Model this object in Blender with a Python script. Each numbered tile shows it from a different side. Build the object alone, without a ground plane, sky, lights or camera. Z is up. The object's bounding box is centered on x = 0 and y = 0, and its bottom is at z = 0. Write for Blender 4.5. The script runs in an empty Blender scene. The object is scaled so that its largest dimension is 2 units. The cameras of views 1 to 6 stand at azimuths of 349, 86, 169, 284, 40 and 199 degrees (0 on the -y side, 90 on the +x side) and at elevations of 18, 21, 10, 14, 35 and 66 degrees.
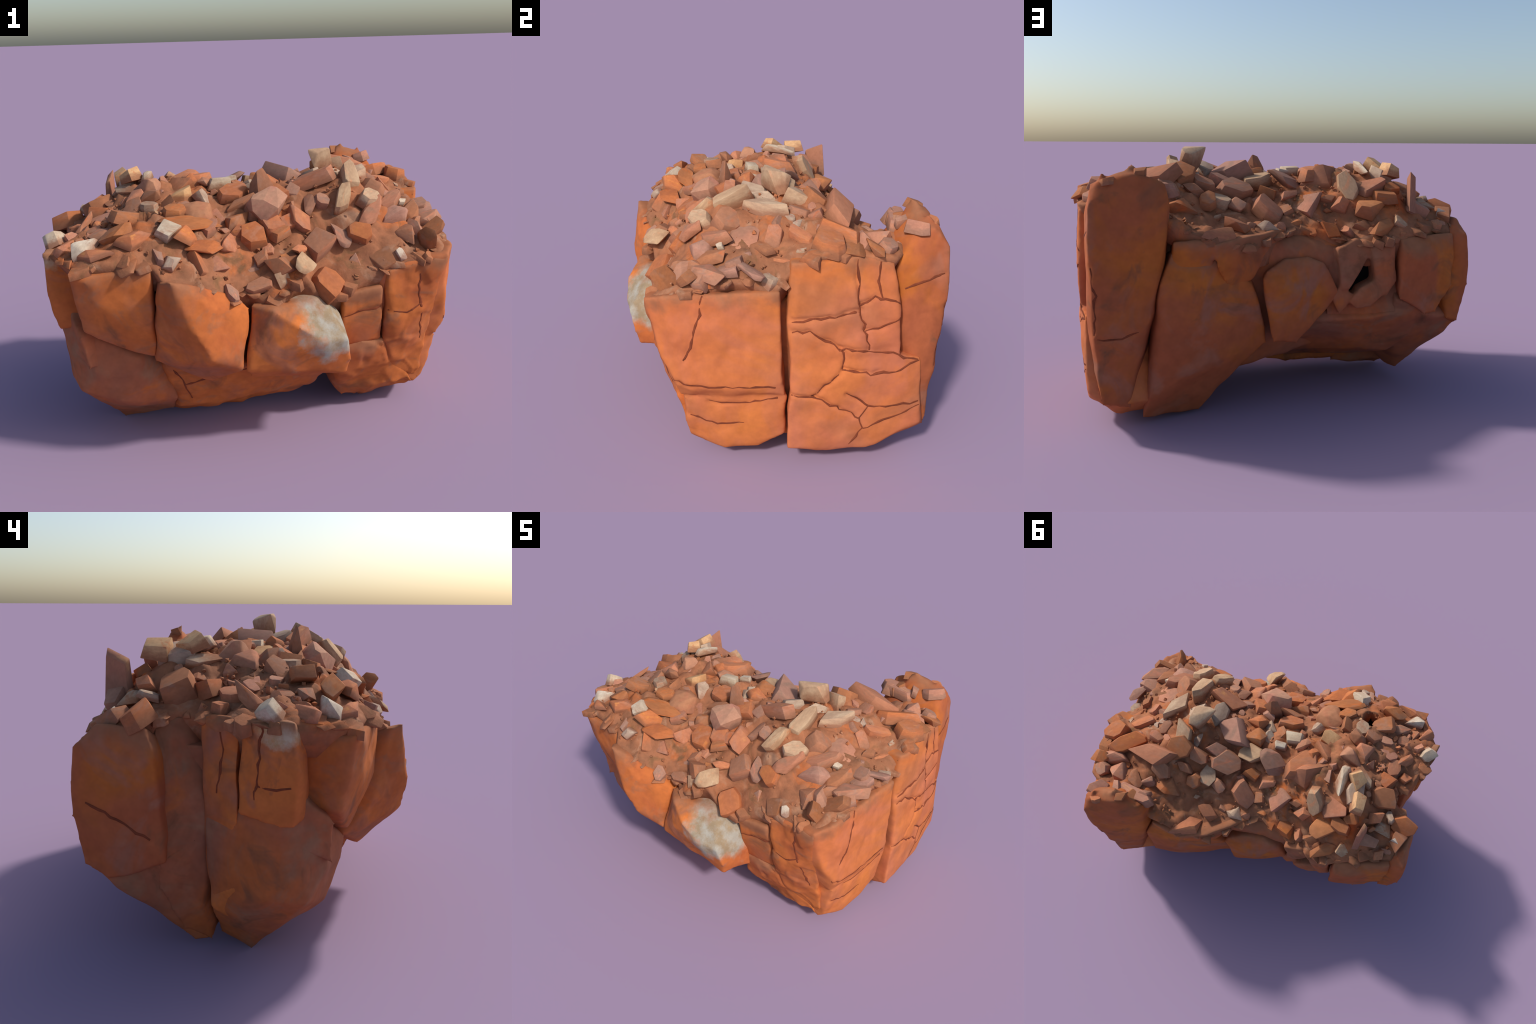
"""A broken-off block of red sandstone: jointed rock blocks below, a bed of loose rubble on top."""
import bpy, bmesh, math, random
import numpy as np
from mathutils import Vector, Matrix, noise
from mathutils.bvhtree import BVHTree

rng = random.Random(7)

# ------------------------------------------------------------------ materials
def srgb(r, g, b):
    f = lambda c: (c / 255 / 12.92) if c <= 10 else ((c / 255 + 0.055) / 1.055) ** 2.4
    return (f(r), f(g), f(b), 1.0)

def rock_material(name, stops, scale=3.0, patches=(), vary=0.0, bump=0.07, soil=None, spot=None):
    """Mottled stone. stops: colour ramp over fractal noise; patches: (colour, scale, from, to) blotches on top;
    soil: colour of dirt that clings (to stone undersides, or to a block below its rim height "dust_top");
    spot: (colour, centre, radius, scale) weathered area on one place only."""
    m = bpy.data.materials.new(name)
    m.use_nodes = True
    nt = m.node_tree
    N, L = nt.nodes, nt.links
    bsdf = N["Principled BSDF"]
    bsdf.inputs["Roughness"].default_value = 0.9
    bsdf.inputs["Specular IOR Level"].default_value = 0.15
    co = N.new("ShaderNodeTexCoord")
    mp = N.new("ShaderNodeMapping")
    L.new(co.outputs["Object"], mp.inputs["Vector"])
    info = N.new("ShaderNodeObjectInfo")
    if vary:
        mul = N.new("ShaderNodeVectorMath"); mul.operation = "SCALE"
        mul.inputs[0].default_value = (37.0, 11.0, 23.0)
        L.new(info.outputs["Random"], mul.inputs["Scale"])
        L.new(mul.outputs[0], mp.inputs["Location"])
    seed = [0.0]

    def tex(sc, det=6, rough=0.6, dist=0.0):
        off = N.new("ShaderNodeVectorMath"); off.operation = "ADD"
        seed[0] += 3.7
        off.inputs[1].default_value = (seed[0], -seed[0] * 1.3, seed[0] * .7)
        L.new(mp.outputs[0], off.inputs[0])
        n = N.new("ShaderNodeTexNoise")
        n.inputs["Scale"].default_value = sc
        n.inputs["Detail"].default_value = det
        n.inputs["Roughness"].default_value = rough
        n.inputs["Distortion"].default_value = dist
        L.new(off.outputs[0], n.inputs["Vector"])
        return n.outputs["Fac"]

    def put(sock, v):
        if hasattr(v, "is_linked"):
            L.new(v, sock)
        else:
            sock.default_value = v

    def mix(kind, fac, a, b):
        x = N.new("ShaderNodeMix"); x.data_type = "RGBA"; x.blend_type = kind
        put(x.inputs[0], fac); put(x.inputs[6], a); put(x.inputs[7], b)
        return x.outputs[2]

    def calc(op, a, b):
        x = N.new("ShaderNodeMath"); x.operation = op
        put(x.inputs[0], a); put(x.inputs[1], b)
        return x.outputs[0]

    def remap(v, lo, hi, to_lo=0.0, to_hi=1.0):
        x = N.new("ShaderNodeMapRange")
        put(x.inputs[0], v)
        for k, q in enumerate((lo, hi, to_lo, to_hi)):
            x.inputs[k + 1].default_value = q
        return x.outputs[0]

    ramp = N.new("ShaderNodeValToRGB")
    e = ramp.color_ramp.elements
    while len(e) < len(stops):
        e.new(0.5)
    for el, (p, c) in zip(e, stops):
        el.position, el.color = p, srgb(*c)
    L.new(tex(scale, 5, 0.55, 0.6), ramp.inputs[0])
    col = ramp.outputs[0]
    for c, sc, lo, hi in patches:
        col = mix("MIX", remap(tex(sc, 4, 0.62, 0.9), lo, hi), col, srgb(*c))
    if spot:
        c, centre, r, sc = spot
        d = N.new("ShaderNodeVectorMath"); d.operation = "DISTANCE"
        d.inputs[1].default_value = centre
        L.new(co.outputs["Object"], d.inputs[0])
        near = remap(d.outputs["Value"], r, 0.0)
        col = mix("MIX", remap(calc("ADD", near, calc("MULTIPLY", tex(sc, 5, 0.65), 0.9)), 0.60, 0.84), col,
                  mix("MIX", remap(tex(sc * 1.6, 5, .7), .42, .62), srgb(*c), srgb(c[0] - 12, c[1] - 26, c[2] - 40)))
    if soil:
        sep = N.new("ShaderNodeSeparateXYZ")
        L.new(co.outputs["Object"], sep.inputs[0])
        if vary:                            # a loose stone: dirt climbs its lower half
            low = remap(calc("ADD", sep.outputs[2], calc("MULTIPLY", tex(2.2, 4), 0.9)), 0.30, 0.62, 0.85, 0.0)
        else:                               # a block: dirt has crept over its rim
            at = N.new("ShaderNodeAttribute"); at.attribute_type = "OBJECT"; at.attribute_name = '["dust_top"]'
            up = calc("SUBTRACT", sep.outputs[2], at.outputs["Fac"])
            low = remap(calc("ADD", up, calc("MULTIPLY", tex(4.0, 5, .65), 0.34)), 0.09, 0.16, 0.0, 0.9)
        col = mix("MIX", low, col, srgb(*soil))
    g = remap(tex(scale * 9, 4, 0.65), 0.3, 0.7, 0.88, 1.10)
    g3 = N.new("ShaderNodeCombineColor")
    for i in range(3):
        L.new(g, g3.inputs[i])
    col = mix("MULTIPLY", 1.0, col, g3.outputs[0])
    if vary:
        hsv = N.new("ShaderNodeHueSaturation")
        L.new(remap(info.outputs["Random"], 0, 1, 1 - vary, 1 + vary), hsv.inputs["Value"])
        L.new(remap(calc("PINGPONG", calc("MULTIPLY", info.outputs["Random"], 7.3), 1.0), 0, 1, 0.80, 1.04), hsv.inputs["Saturation"])
        L.new(col, hsv.inputs["Color"])
        col = hsv.outputs[0]
    L.new(col, bsdf.inputs["Base Color"])
    bp = N.new("ShaderNodeBump")
    bp.inputs["Strength"].default_value = bump
    bp.inputs["Distance"].default_value = 0.01
    L.new(tex(scale * 6, 6, 0.6), bp.inputs["Height"])
    L.new(bp.outputs[0], bsdf.inputs["Normal"])
    return m

ORANGE, RUST, MAUVE, UMBER, DUST, SOIL = (188, 106, 56), (170, 92, 54), (158, 100, 76), (128, 84, 60), (150, 104, 78), (150, 100, 72)
MAT = dict(
    block=rock_material("orange_sandstone", [(0.32, RUST), (0.50, ORANGE), (0.70, (200, 114, 58))], 2.6,
                        [(MAUVE, 2.6, .50, .72), (UMBER, 4.6, .56, .76), (DUST, 6.0, .56, .74)], soil=SOIL),
    face=rock_material("bright_orange_sandstone", [(0.30, (182, 102, 68)), (0.48, (192, 110, 66)), (0.7, (198, 116, 60))], 1.8,
                       [((182, 108, 80), 2.2, .48, .74), ((170, 106, 72), 1.8, .50, .74), ((194, 110, 58), 3.0, .56, .74)], soil=SOIL),
    ochre=rock_material("ochre_sandstone", [(0.32, (160, 88, 58)), (0.48, (166, 92, 58)), (0.60, (178, 100, 48)), (0.75, (184, 108, 46))], 2.2,
                        [(MAUVE, 2.8, .52, .64), (UMBER, 4.2, .58, .74)], soil=SOIL),
    dusty=rock_material("dusty_sandstone", [(0.32, (146, 94, 72)), (0.50, (162, 96, 66)), (0.66, (176, 98, 54))], 2.6,
                        [(DUST, 4.0, .50, .64), (UMBER, 5.0, .54, .70), ((182, 102, 52), 3.2, .58, .68)], soil=SOIL),
    dirt=rock_material("red_dirt", [(0.30, (132, 90, 66)), (0.48, (150, 98, 70)), (0.64, (164, 106, 74))], 5.0,
                       [((184, 104, 58), 3.6, .56, .68), ((164, 124, 98), 7.0, .56, .70), ((128, 90, 62), 9.0, .56, .70)], bump=0.35),
    lichen=rock_material("grey_weathered_sandstone", [(0.32, RUST), (0.50, ORANGE), (0.70, (200, 114, 58))], 2.6,
                         [(MAUVE, 3.4, .54, .66), (UMBER, 4.6, .58, .72)], spot=((160, 154, 142), (0.28, -0.60, 0.64), 0.27, 7.0), soil=SOIL),
    whitecap=rock_material("pale_capped_sandstone", [(0.32, RUST), (0.50, ORANGE), (0.70, (200, 114, 58))], 2.6,
                           [(MAUVE, 3.4, .54, .66), (UMBER, 4.6, .58, .72)], spot=((190, 168, 142), (-0.985, -0.36, 1.02), 0.16, 9.0), soil=SOIL),
    crack=rock_material("dark_crack_line", [(0.3, (104, 54, 36)), (0.7, (132, 68, 44))], 8.0),
    hollow=rock_material("near_black_hollow", [(0.3, (10, 8, 7)), (0.7, (14, 11, 9))], 8.0),
    brown=rock_material("brown_stone", [(0.3, (146, 98, 70)), (0.5, (160, 102, 68)), (0.72, (172, 112, 76))], 1.0, [((152, 108, 84), 1.4, .52, .66), ((180, 100, 58), 1.6, .58, .7)], vary=0.11, soil=SOIL),
    orange=rock_material("orange_stone", [(0.3, (160, 98, 68)), (0.5, (176, 106, 68)), (0.72, (184, 114, 70))], 1.0, [((168, 112, 84), 1.4, .52, .66), ((196, 128, 70), 1.6, .6, .7)], vary=0.08, soil=SOIL),
    pink=rock_material("pinkish_stone", [(0.3, (154, 104, 80)), (0.5, (168, 110, 82)), (0.72, (178, 122, 92))], 1.0, [((150, 108, 84), 1.4, .52, .66), ((180, 104, 66), 1.6, .58, .7)], vary=0.09, soil=SOIL),
    round=rock_material("tan_brown_stone", [(0.3, (156, 104, 70)), (0.5, (174, 112, 72)), (0.72, (180, 122, 80))], 1.0, [((176, 102, 66), 1.3, .55, .7)], vary=0.08, soil=SOIL),
    pale=rock_material("pale_tan_stone", [(0.3, (164, 128, 100)), (0.5, (182, 148, 116)), (0.72, (194, 164, 132))], 1.3, [((168, 134, 106), 1.8, .54, .68), ((196, 138, 102), 1.5, .58, .7)], vary=0.06, soil=SOIL),
    tan=rock_material("yellow_tan_stone", [(0.3, (182, 134, 94)), (0.5, (196, 150, 106)), (0.72, (204, 164, 120))], 1.2, [((194, 124, 80), 1.5, .58, .7)], vary=0.05, soil=SOIL),
    grey=rock_material("grey_brown_stone", [(0.3, (146, 116, 94)), (0.5, (164, 136, 112)), (0.72, (180, 156, 132))], 1.3, [((162, 110, 82), 1.4, .52, .66)], vary=0.08, soil=SOIL),
    white=rock_material("whitish_stone", [(0.3, (176, 150, 126)), (0.5, (194, 172, 146)), (0.72, (204, 186, 162))], 1.3, [((178, 138, 110), 1.5, .56, .7)], vary=0.05, soil=SOIL),
)

# ------------------------------------------------------------------ object helpers
root = bpy.data.objects.new("rock_formation", None)
bpy.context.collection.objects.link(root)
root["label"] = "broken block of red sandstone covered with loose rubble"
root["category"] = "rock"

def add(name, mesh, mat, parent=root):
    ob = bpy.data.objects.new(name, mesh)
    bpy.context.collection.objects.link(ob)
    ob.parent = parent
    if mat and not mesh.materials:
        mesh.materials.append(MAT[mat])
    return ob

def coords(me):
    a = np.empty(len(me.vertices) * 3)
    me.vertices.foreach_get("co", a)
    return a.reshape(-1, 3)

def hull_bm(points, bm=None):
    bm = bm or bmesh.new()
    vs = [bm.verts.new(p) for p in points]
    r = bmesh.ops.convex_hull(bm, input=vs)
    junk = [v for v in set(r["geom_interior"] + r["geom_unused"]) if isinstance(v, bmesh.types.BMVert)]
    bmesh.ops.delete(bm, geom=junk, context="VERTS")
    return bm

def facetted(points, amount):
    """Convex rock with its large flats broken into facets: random surface points pushed out a little, hulled again."""
    bm = hull_bm(points)
    bmesh.ops.triangulate(bm, faces=bm.faces[:])
    extra = []
    for f in bm.faces:
        for _ in range(min(6, int(f.calc_area() / .018))):
            a, b = sorted((rng.random(), rng.random()))
            p = f.verts[0].co * a + f.verts[1].co * (b - a) + f.verts[2].co * (1 - b)
            extra.append(tuple(p + f.normal * rng.uniform(-.3, 1) * amount))
    bm.free()
    return list(points) + extra

def remeshed(bm, voxel):
    """Join overlapping hulls into one skin with an even fine mesh."""
    me = bpy.data.meshes.new("tmp")
    bm.to_mesh(me); bm.free()
    ob = bpy.data.objects.new("tmp", me)
    bpy.context.collection.objects.link(ob)
    md = ob.modifiers.new("r", "REMESH"); md.mode = "VOXEL"; md.voxel_size = voxel
    out = bpy.data.meshes.new_from_object(ob.evaluated_get(bpy.context.evaluated_depsgraph_get()))
    bpy.data.objects.remove(ob); bpy.data.meshes.remove(me)
    return out

def edges_of(me):
    e = np.empty(len(me.edges) * 2, dtype=np.int64)
    me.edges.foreach_get("vertices", e)
    return e.reshape(-1, 2)

def smooth(co, ed, times, k=0.5):
    n = len(co)
    deg = np.bincount(ed.ravel(), minlength=n)[:, None]
    for _ in range(times):
        acc = np.zeros_like(co)
        for c in range(3):
            acc[:, c] = np.bincount(ed[:, 0], co[ed[:, 1], c], n) + np.bincount(ed[:, 1], co[ed[:, 0], c], n)
        co = co * (1 - k) + k * acc / np.maximum(deg, 1)
    return co

def normals(me):
    a = np.empty(len(me.vertices) * 3)
    me.vertices.foreach_get("normal", a)
    return a.reshape(-1, 3)

def seg_dist(co, line):
    """Distance of every vertex from a polyline."""
    best = np.full(len(co), 9.0)
    for a, b in zip(line, line[1:]):
        a, b = np.array(a), np.array(b)
        t = np.clip(((co - a) @ (b - a)) / ((b - a) @ (b - a)), 0, 1)
        best = np.minimum(best, np.linalg.norm(co - a - t[:, None] * (b - a), axis=1))
    return best

def jagged(line, step=0.025, amp=0.005):
    out = []
    for a, b in zip(line, line[1:]):
        a, b = Vector(a), Vector(b)
        n = max(1, int((b - a).length / step))
        for i in range(n):
            p = a.lerp(b, i / n)
            if out:
                p += Vector([rng.uniform(-amp, amp) for _ in range(3)])
            out.append(tuple(p))
    return out + [tuple(line[-1])]

def crack_mesh(line, tree, r):
    """A thin dark seam lying in the groove of a crack."""
    bm = bmesh.new()
    rings = []
    pts = []
    for p in line:
        q, n, _, _ = tree.find_nearest(Vector(p))
        pts.append((q, n))
    for i, (q, n) in enumerate(pts):
        t = (pts[min(i + 1, len(pts) - 1)][0] - pts[max(i - 1, 0)][0])
        t = t.normalized() if t.length > 1e-6 else Vector((0, 0, 1))
        s = t.cross(n).normalized()
        w = r * rng.uniform(0.45, 1.6) * (0.6 if i in (0, len(pts) - 1) else 1)
        c = q + n * 0.0006
        rings.append([bm.verts.new(c + s * w * math.cos(a) + n * w * 0.35 * math.sin(a)) for a in [k * math.tau / 6 for k in range(6)]])
    for A, B in zip(rings, rings[1:]):
        for k in range(6):
            bm.faces.new((A[k], A[(k + 1) % 6], B[(k + 1) % 6], B[k]))
    bm.faces.new(rings[0][::-1]); bm.faces.new(rings[-1])
    me = bpy.data.meshes.new("crack")
    bm.to_mesh(me); bm.free()
    return me

def rock_block(mat, hulls, voxel=0.010, rough=0.0028, cracks=(), soft=2, groove=0.007, facet=0.010, dust_top=None):
    bm = bmesh.new()
    for h in hulls:
        hull_bm(facetted(h, facet), bm)
    me = remeshed(bm, voxel)
    ed = edges_of(me)
    co = smooth(coords(me), ed, soft)
    me.vertices.foreach_set("co", co.ravel()); me.update()
    nrm = normals(me)
    d = np.empty(len(co))
    for i, c in enumerate(co):
        p = Vector(c)
        c1, pts = noise.voronoi(p * 9.0)
        cell = pts[0]
        tilt = Vector((math.sin(cell.x * 91), math.sin(cell.y * 83), math.sin(cell.z * 77)))
        step = (p - cell / 9.0).dot(tilt) * 9.0 * min(1, (c1[1] - c1[0]) * 5)
        d[i] = rough * (1.2 * noise.fractal(p * 4.0, 1.0, 2.0, 4) + 1.0 * step)
    lines = [jagged(c) for c in cracks]
    for ln in lines:
        x = seg_dist(co, ln)
        d -= groove * np.exp(-(x / 0.009) ** 2)
    co = co + nrm * d[:, None]
    bend = np.array([tuple(.010 * noise.noise_vector(Vector(c) * 3.2) + .009 * noise.noise_vector(Vector(c) * 8.5)) for c in co])
    co = co + bend                                      # one shared warp, so that joints stay closed but run unevenly
    me.vertices.foreach_set("co", co.ravel()); me.update()
    me.shade_smooth()
    ob = add("rock_block", me, mat)
    ob["dust_top"] = float(dust_top if dust_top is not None else co[:, 2].max())
    if lines:
        tree = BVHTree.FromPolygons([tuple(c) for c in co], [tuple(p.vertices) for p in me.polygons])
        for ln in lines:
            cm = crack_mesh(ln, tree, 0.0046)
            add("crack", cm, "crack", ob)
    return ob

# ------------------------------------------------------------------ the jointed blocks (metres)
# each block is one or more convex hulls; the inner points are buried in the mass
on_x = lambda x, *yz: [(x, y, z) for y, z in yz]

# right front block, lit face towards +x
rock_block("face", [
    [(.916, -.492, .885), (.980, .012, .92), (.865, -.575, .862), (.938, -.455, .481), (.962, .015, .49), (.90, -.515, .60),
     (.50, -.50, .80), (.50, .02, .85), (.5, .03, .2), (.5, -.4, .3), (.95, .02, .41), (.90, -.44, .40), (.76, -.525, .62), (.575, -.555, .80)],
    [(.945, .035, .40), (.90, -.42, .38), (.915, .04, .18), (.845, -.405, .155), (.872, -.24, .08), (.88, -.08, .10), (.80, -.25, .04), (.5, -.1, .06),
     (.5, -.4, .2), (.5, .03, .3), (.80, -.40, .12), (.82, -.43, .38)],
], cracks=[on_x(.94, (-.322, .897), (-.334, .807), (-.366, .733), (-.374, .657), (-.411, .586)),
           on_x(.935, (-.494, .493), (-.386, .471), (-.176, .456), (.015, .466)),
           on_x(.91, (-.31, .359), (-.147, .355), (.031, .395)),
           on_x(.88, (-.395, .278), (-.272, .236), (-.147, .242))])

# right rear block with the net of joints
rock_block("face", [
    [(.985, .085, 1.05), (.965, .05, 1.04), (.98, .075, .8), (.98, .05, .55), (.975, .33, 1.075), (.952, .49, 1.03), (.955, .525, .80), (.965, .535, .60), (.982, .30, .83), (.55, .1, 1.0), (.55, .48, .98), (.5, .1, .5), (.5, .5, .5)],
    [(.98, .05, .62), (.985, .042, .14), (.975, .3, .60), (.965, .53, .60), (.935, .64, .565), (.94, .665, .23), (.87, .69, .165), (.82, .30, .03), (.80, .5, .045), (.95, .23, .095), (.95, .40, .105), (.5, .1, .1), (.5, .5, .1), (.5, .3, .6),
     (.985, .28, .45), (.75, .1, .03)],
], voxel=.009, groove=.011, cracks=[on_x(.985, *c) for c in (
    [(.05, .785), (.15, .795), (.239, .803), (.349, .826)],
    [(.323, 1.06), (.336, .894), (.356, .788), (.394, .634)],
    [(.05, .735), (.13, .735), (.264, .65), (.394, .63), (.506, .61), (.64, .57)],
    [(.264, .65), (.29, .60), (.278, .545), (.147, .418)],
    [(.05, .425), (.147, .418), (.367, .287), (.385, .226), (.33, .13)],
    [(.385, .226), (.569, .284), (.66, .33)],
    [(.30, .425), (.41, .346), (.52, .335), (.66, .345)],
    [(.41, .346), (.367, .287)],
    [(.345, .855), (.403, .887), (.55, .85)],
    [(.37, .734), (.427, .737), (.55, .78)],
    [(.44, .88), (.42, .96), (.43, 1.05)],
    [(.278, .545), (.411, .515), (.52, .52), (.65, .56)])])

# tall pillar at the rear right corner
pillar = rock_block("ochre", [
    [(.899, .747, 1.067), (.89, .67, 1.165), (.857, .695, 1.17), (.73, .62, 1.215), (.709, .67, 1.20), (.565, .645, 1.16), (.55, .55, 1.04), (.86, .61, 1.17), (.78, .56, 1.13),
     (.553, .60, 1.035), (.57, .665, .90), (.645, .645, .76), (.725, .66, .62), (.745, .665, .35), (.75, .62, .12), (.878, .697, .162), (.90, .735, .68), (.90, .70, .45),
     (.915, .52, 1.03), (.925, .56, .65), (.93, .64, .5), (.90, .71, 1.0), (.895, .745, .95), (.6, .45, .6), (.7, .4, .12), (.62, .45, 1.0)],
    [(.63, .56, 1.10), (.60, .63, 1.10), (.66, .62, 1.20), (.72, .60, 1.245), (.735, .63, 1.23), (.79, .63, 1.10), (.74, .68, 1.10)],
    [(.75, .60, 1.10), (.80, .62, 1.185), (.845, .65, 1.215), (.89, .71, 1.09), (.83, .56, 1.08), (.82, .70, 1.12)],
], cracks=[[(.90, .552, .898), (.90, .618, .928), (.90, .72, .957)], [(.88, .72, .48), (.80, .71, .47), (.70, .68, .49)], [(.90, .74, .8), (.88, .73, .68), (.90, .72, .5)]])

# rear: the big block that curves down into the foot
rock_block("ochre", [
    [(.60, .65, .70), (.35, .60, .80), (.28, .56, .68), (.165, .53, .66), (.09, .48, .36), (.17, .46, .285), (.286, .45, .17), (.43, .43, .02), (.6, .45, .01),
     (.69, .55, .04), (.66, .60, .15), (.625, .625, .30), (.42, .60, .30), (.45, .645, .55), (.595, .65, .5), (.55, .2, .05), (.3, .2, .2), (.2, .2, .8), (.6, .3, .8), (.55, .62, .83)],
])
rock_block("ochre", [
    [(.36, .655, .885), (.2, .60, .905), (-.015, .425, .91), (.10, .50, .80), (.165, .53, .69), (.29, .585, .66), (.34, .63, .77), (.3, .3, .86), (.05, .25, .86), (.25, .3, .6)],
    [(.36, .65, .885), (.54, .635, .89), (.565, .62, .74), (.36, .6, .75), (.4, .3, .85), (.55, .3, .85)],
], rough=.005)
# rear: six-sided block
rock_block("ochre", [
    [(.112, .535, .69), (.09, .52, .72), (-.0, .49, .775), (-.12, .47, .78), (-.19, .485, .75), (-.275, .48, .60), (-.265, .475, .555), (-.06, .50, .35), (.06, .53, .37), (.085, .535, .42),
     (.08, .2, .7), (-.25, .2, .7), (-.05, .2, .4), (-.05, .555, .60)],
])
# rear: lying lens under the rubble
rock_block("block", [
    [(-.105, .385, .905), (-.13, .41, .86), (-.2, .45, .81), (-.34, .44, .815), (-.35, .41, .86), (-.25, .40, .885), (-.15, .1, .85), (-.35, .1, .85)],
], rough=.004)
# rear: leaning slabs around a gap backed by a slab coloured near-black
def slab_between(outline, y_front, y_back, bulge=.02):
    """A block standing in the rear wall: an x-z outline, its middle a little proud."""
    cx, cz = (sum(p[k] for p in outline) / len(outline) for k in (0, 1))
    return [(x, y, z) for x, z in outline for y in (y_front, y_back)] + [(cx + (x - cx) * .6, y_front + bulge, cz + (z - cz) * .6) for x, z in outline]

rock_block("dusty", [
    slab_between([(-.262, .82), (-.355, .865), (-.424, .83), (-.408, .758), (-.352, .690), (-.325, .61), (-.280, .612)], .495, .34, .006),
    slab_between([(-.420, .83), (-.545, .835), (-.555, .66), (-.51, .575), (-.450, .65), (-.454, .69), (-.438, .758)], .515, .36, .012),
    slab_between([(-.515, .60), (-.434, .525), (-.364, .515), (-.325, .548), (-.375, .622), (-.450, .660)], .505, .36, .006),
    slab_between([(-.240, .567), (-.276, .62), (-.345, .590), (-.320, .52), (-.279, .484)], .480, .34, .006),
    [(-.24, .43, .82), (-.57, .45, .84), (-.40, .44, .86), (-.24, .2, .8), (-.57, .2, .8), (-.42, .42, .77), (-.3, .42, .77)],
    [(-.22, .44, .82), (-.22, .44, .55), (-.325, .445, .82), (-.300, .445, .54), (-.22, .3, .7), (-.3, .3, .7)],
    [(-.49, .45, .82), (-.50, .45, .54), (-.59, .45, .82), (-.59, .45, .54), (-.5, .3, .7), (-.58, .3, .7)],
    [(-.22, .44, .56), (-.59, .45, .56), (-.22, .44, .47), (-.59, .45, .47), (-.3, .3, .5), (-.5, .3, .5)],
], voxel=.008, facet=.003)
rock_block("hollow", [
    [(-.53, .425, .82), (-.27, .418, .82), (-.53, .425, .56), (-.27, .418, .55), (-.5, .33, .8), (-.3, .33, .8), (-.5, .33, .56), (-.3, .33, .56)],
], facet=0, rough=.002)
# rear left: tilted block, and the slab on the left edge
rock_block("ochre", [
    [(-.575, .515, .865), (-.60, .55, .80), (-.90, .41, .875), (-.90, .43, .6), (-.75, .51, .7), (-.80, .46, .47), (-.73, .49, .47), (-.56, .545, .575), (-.58, .55, .70),
     (-.6, .2, .8), (-.85, .2, .8), (-.7, .2, .5)],
])
rock_block("ochre", [
    [(-.985, .40, .86), (-.99, .42, .60), (-.95, .40, .40), (-.88, .42, .42), (-.91, .40, .87), (-.955, .31, .94), (-.965, .13, .935), (-.98, .09, .83), (-.975, .095, .65), (-.965, .065, .43),
     (-.96, .30, .36), (-.8, .1, .85), (-.8, .1, .4), (-.8, .35, .8), (-.995, .25, .75), (-.99, .2, .5)],
], cracks=[[(-.985, .36, .66), (-.985, .24, .60), (-.975, .12, .53)]])
# left underside below the slab
rock_block("dusty", [
    [(-.955, .38, .41), (-.945, .29, .34), (-.87, .19, .31), (-.80, .08, .11), (-.76, .03, .035), (-.71, -.04, .035), (-.62, -.02, .12), (-.93, .06, .44), (-.88, -.02, .5), (-.56, .50, .56), (-.75, .455, .46),
     (-.62, .2, .34), (-.6, .2, .7)],
    [(-.9, .3, .42), (-.75, .45, .47), (-.3, .455, .45), (.05, .43, .43), (-.62, .22, .20), (-.1, .2, .24), (.1, .15, .31), (-.6, -.05, .11), (.08, -.05, .14), (.1, .2, .7), (-.7, .2, .7)],
])
# left: tall narrow columns between the cleft and the front corner, the outer one pale on top
rock_block("block", [
    [(-.925, -.19, .985), (-.865, -.045, .975), (-.92, -.19, .60), (-.875, -.05, .60), (-.89, -.17, .32), (-.835, -.06, .22), (-.80, -.17, .15), (-.6, -.05, .9), (-.6, -.2, .9), (-.6, -.05, .3), (-.6, -.2, .3), (-.90, -.10, .985)],
], cracks=[[(-.90, -.12, .97), (-.90, -.135, .84), (-.89, -.11, .70)]])
rock_block("whitecap", [
    [(-.992, -.40, .985), (-.985, -.42, .85), (-.975, -.41, .69), (-.945, -.205, .985), (-.935, -.20, .64), (-.955, -.40, .605), (-.945, -.30, .615), (-.86, -.42, .92), (-.87, -.44, .62), (-.7, -.2, .9), (-.7, -.4, .9), (-.7, -.3, .6)],
], cracks=[[(-.96, -.285, .97), (-.96, -.28, .85), (-.95, -.26, .70)], [(-.96, -.40, .76), (-.955, -.34, .745), (-.95, -.27, .75)]])
rock_block("dusty", [
    [(-.90, -.415, .72), (-.85, -.53, .60), (-.915, -.41, .52), (-.83, -.52, .45), (-.92, -.36, .56), (-.7, -.40, .7), (-.7, -.45, .4)],
])
# left: dirt-packed cleft between slab and squared block
rock_block("dusty", [
    [(-.90, .13, .92), (-.945, .10, .45), (-.80, .03, .965), (-.86, .0, .5), (-.83, -.02, .22), (-.72, -.03, .03), (-.80, .06, .10), (-.90, .12, .30), (-.85, -.1, .6), (-.6, -.1, .9), (-.6, .1, .9), (-.6, -.1, .2), (-.6, .1, .3), (-.82, .07, .965)],
], rough=.008)
# left: lower block under it, down to the keel
rock_block("dusty", [
    [(-.875, -.05, .65), (-.95, -.36, .66), (-.915, -.42, .50), (-.86, -.48, .62), (-.81, -.50, .42), (-.948, -.29, .47), (-.905, -.16, .40), (-.875, -.44, .30), (-.925, -.30, .32), (-.83, -.18, .17), (-.74, -.286, .11), (-.69, -.19, .0), (-.70, -.06, .06), (-.84, -.06, .26),
     (-.60, -.54, .47), (-.60, -.53, .38), (-.44, -.43, .20), (-.45, -.3, .07), (-.4, -.15, .03), (-.5, -.1, .6), (-.5, -.4, .6), (-.70, -.48, .25)],
])
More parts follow.
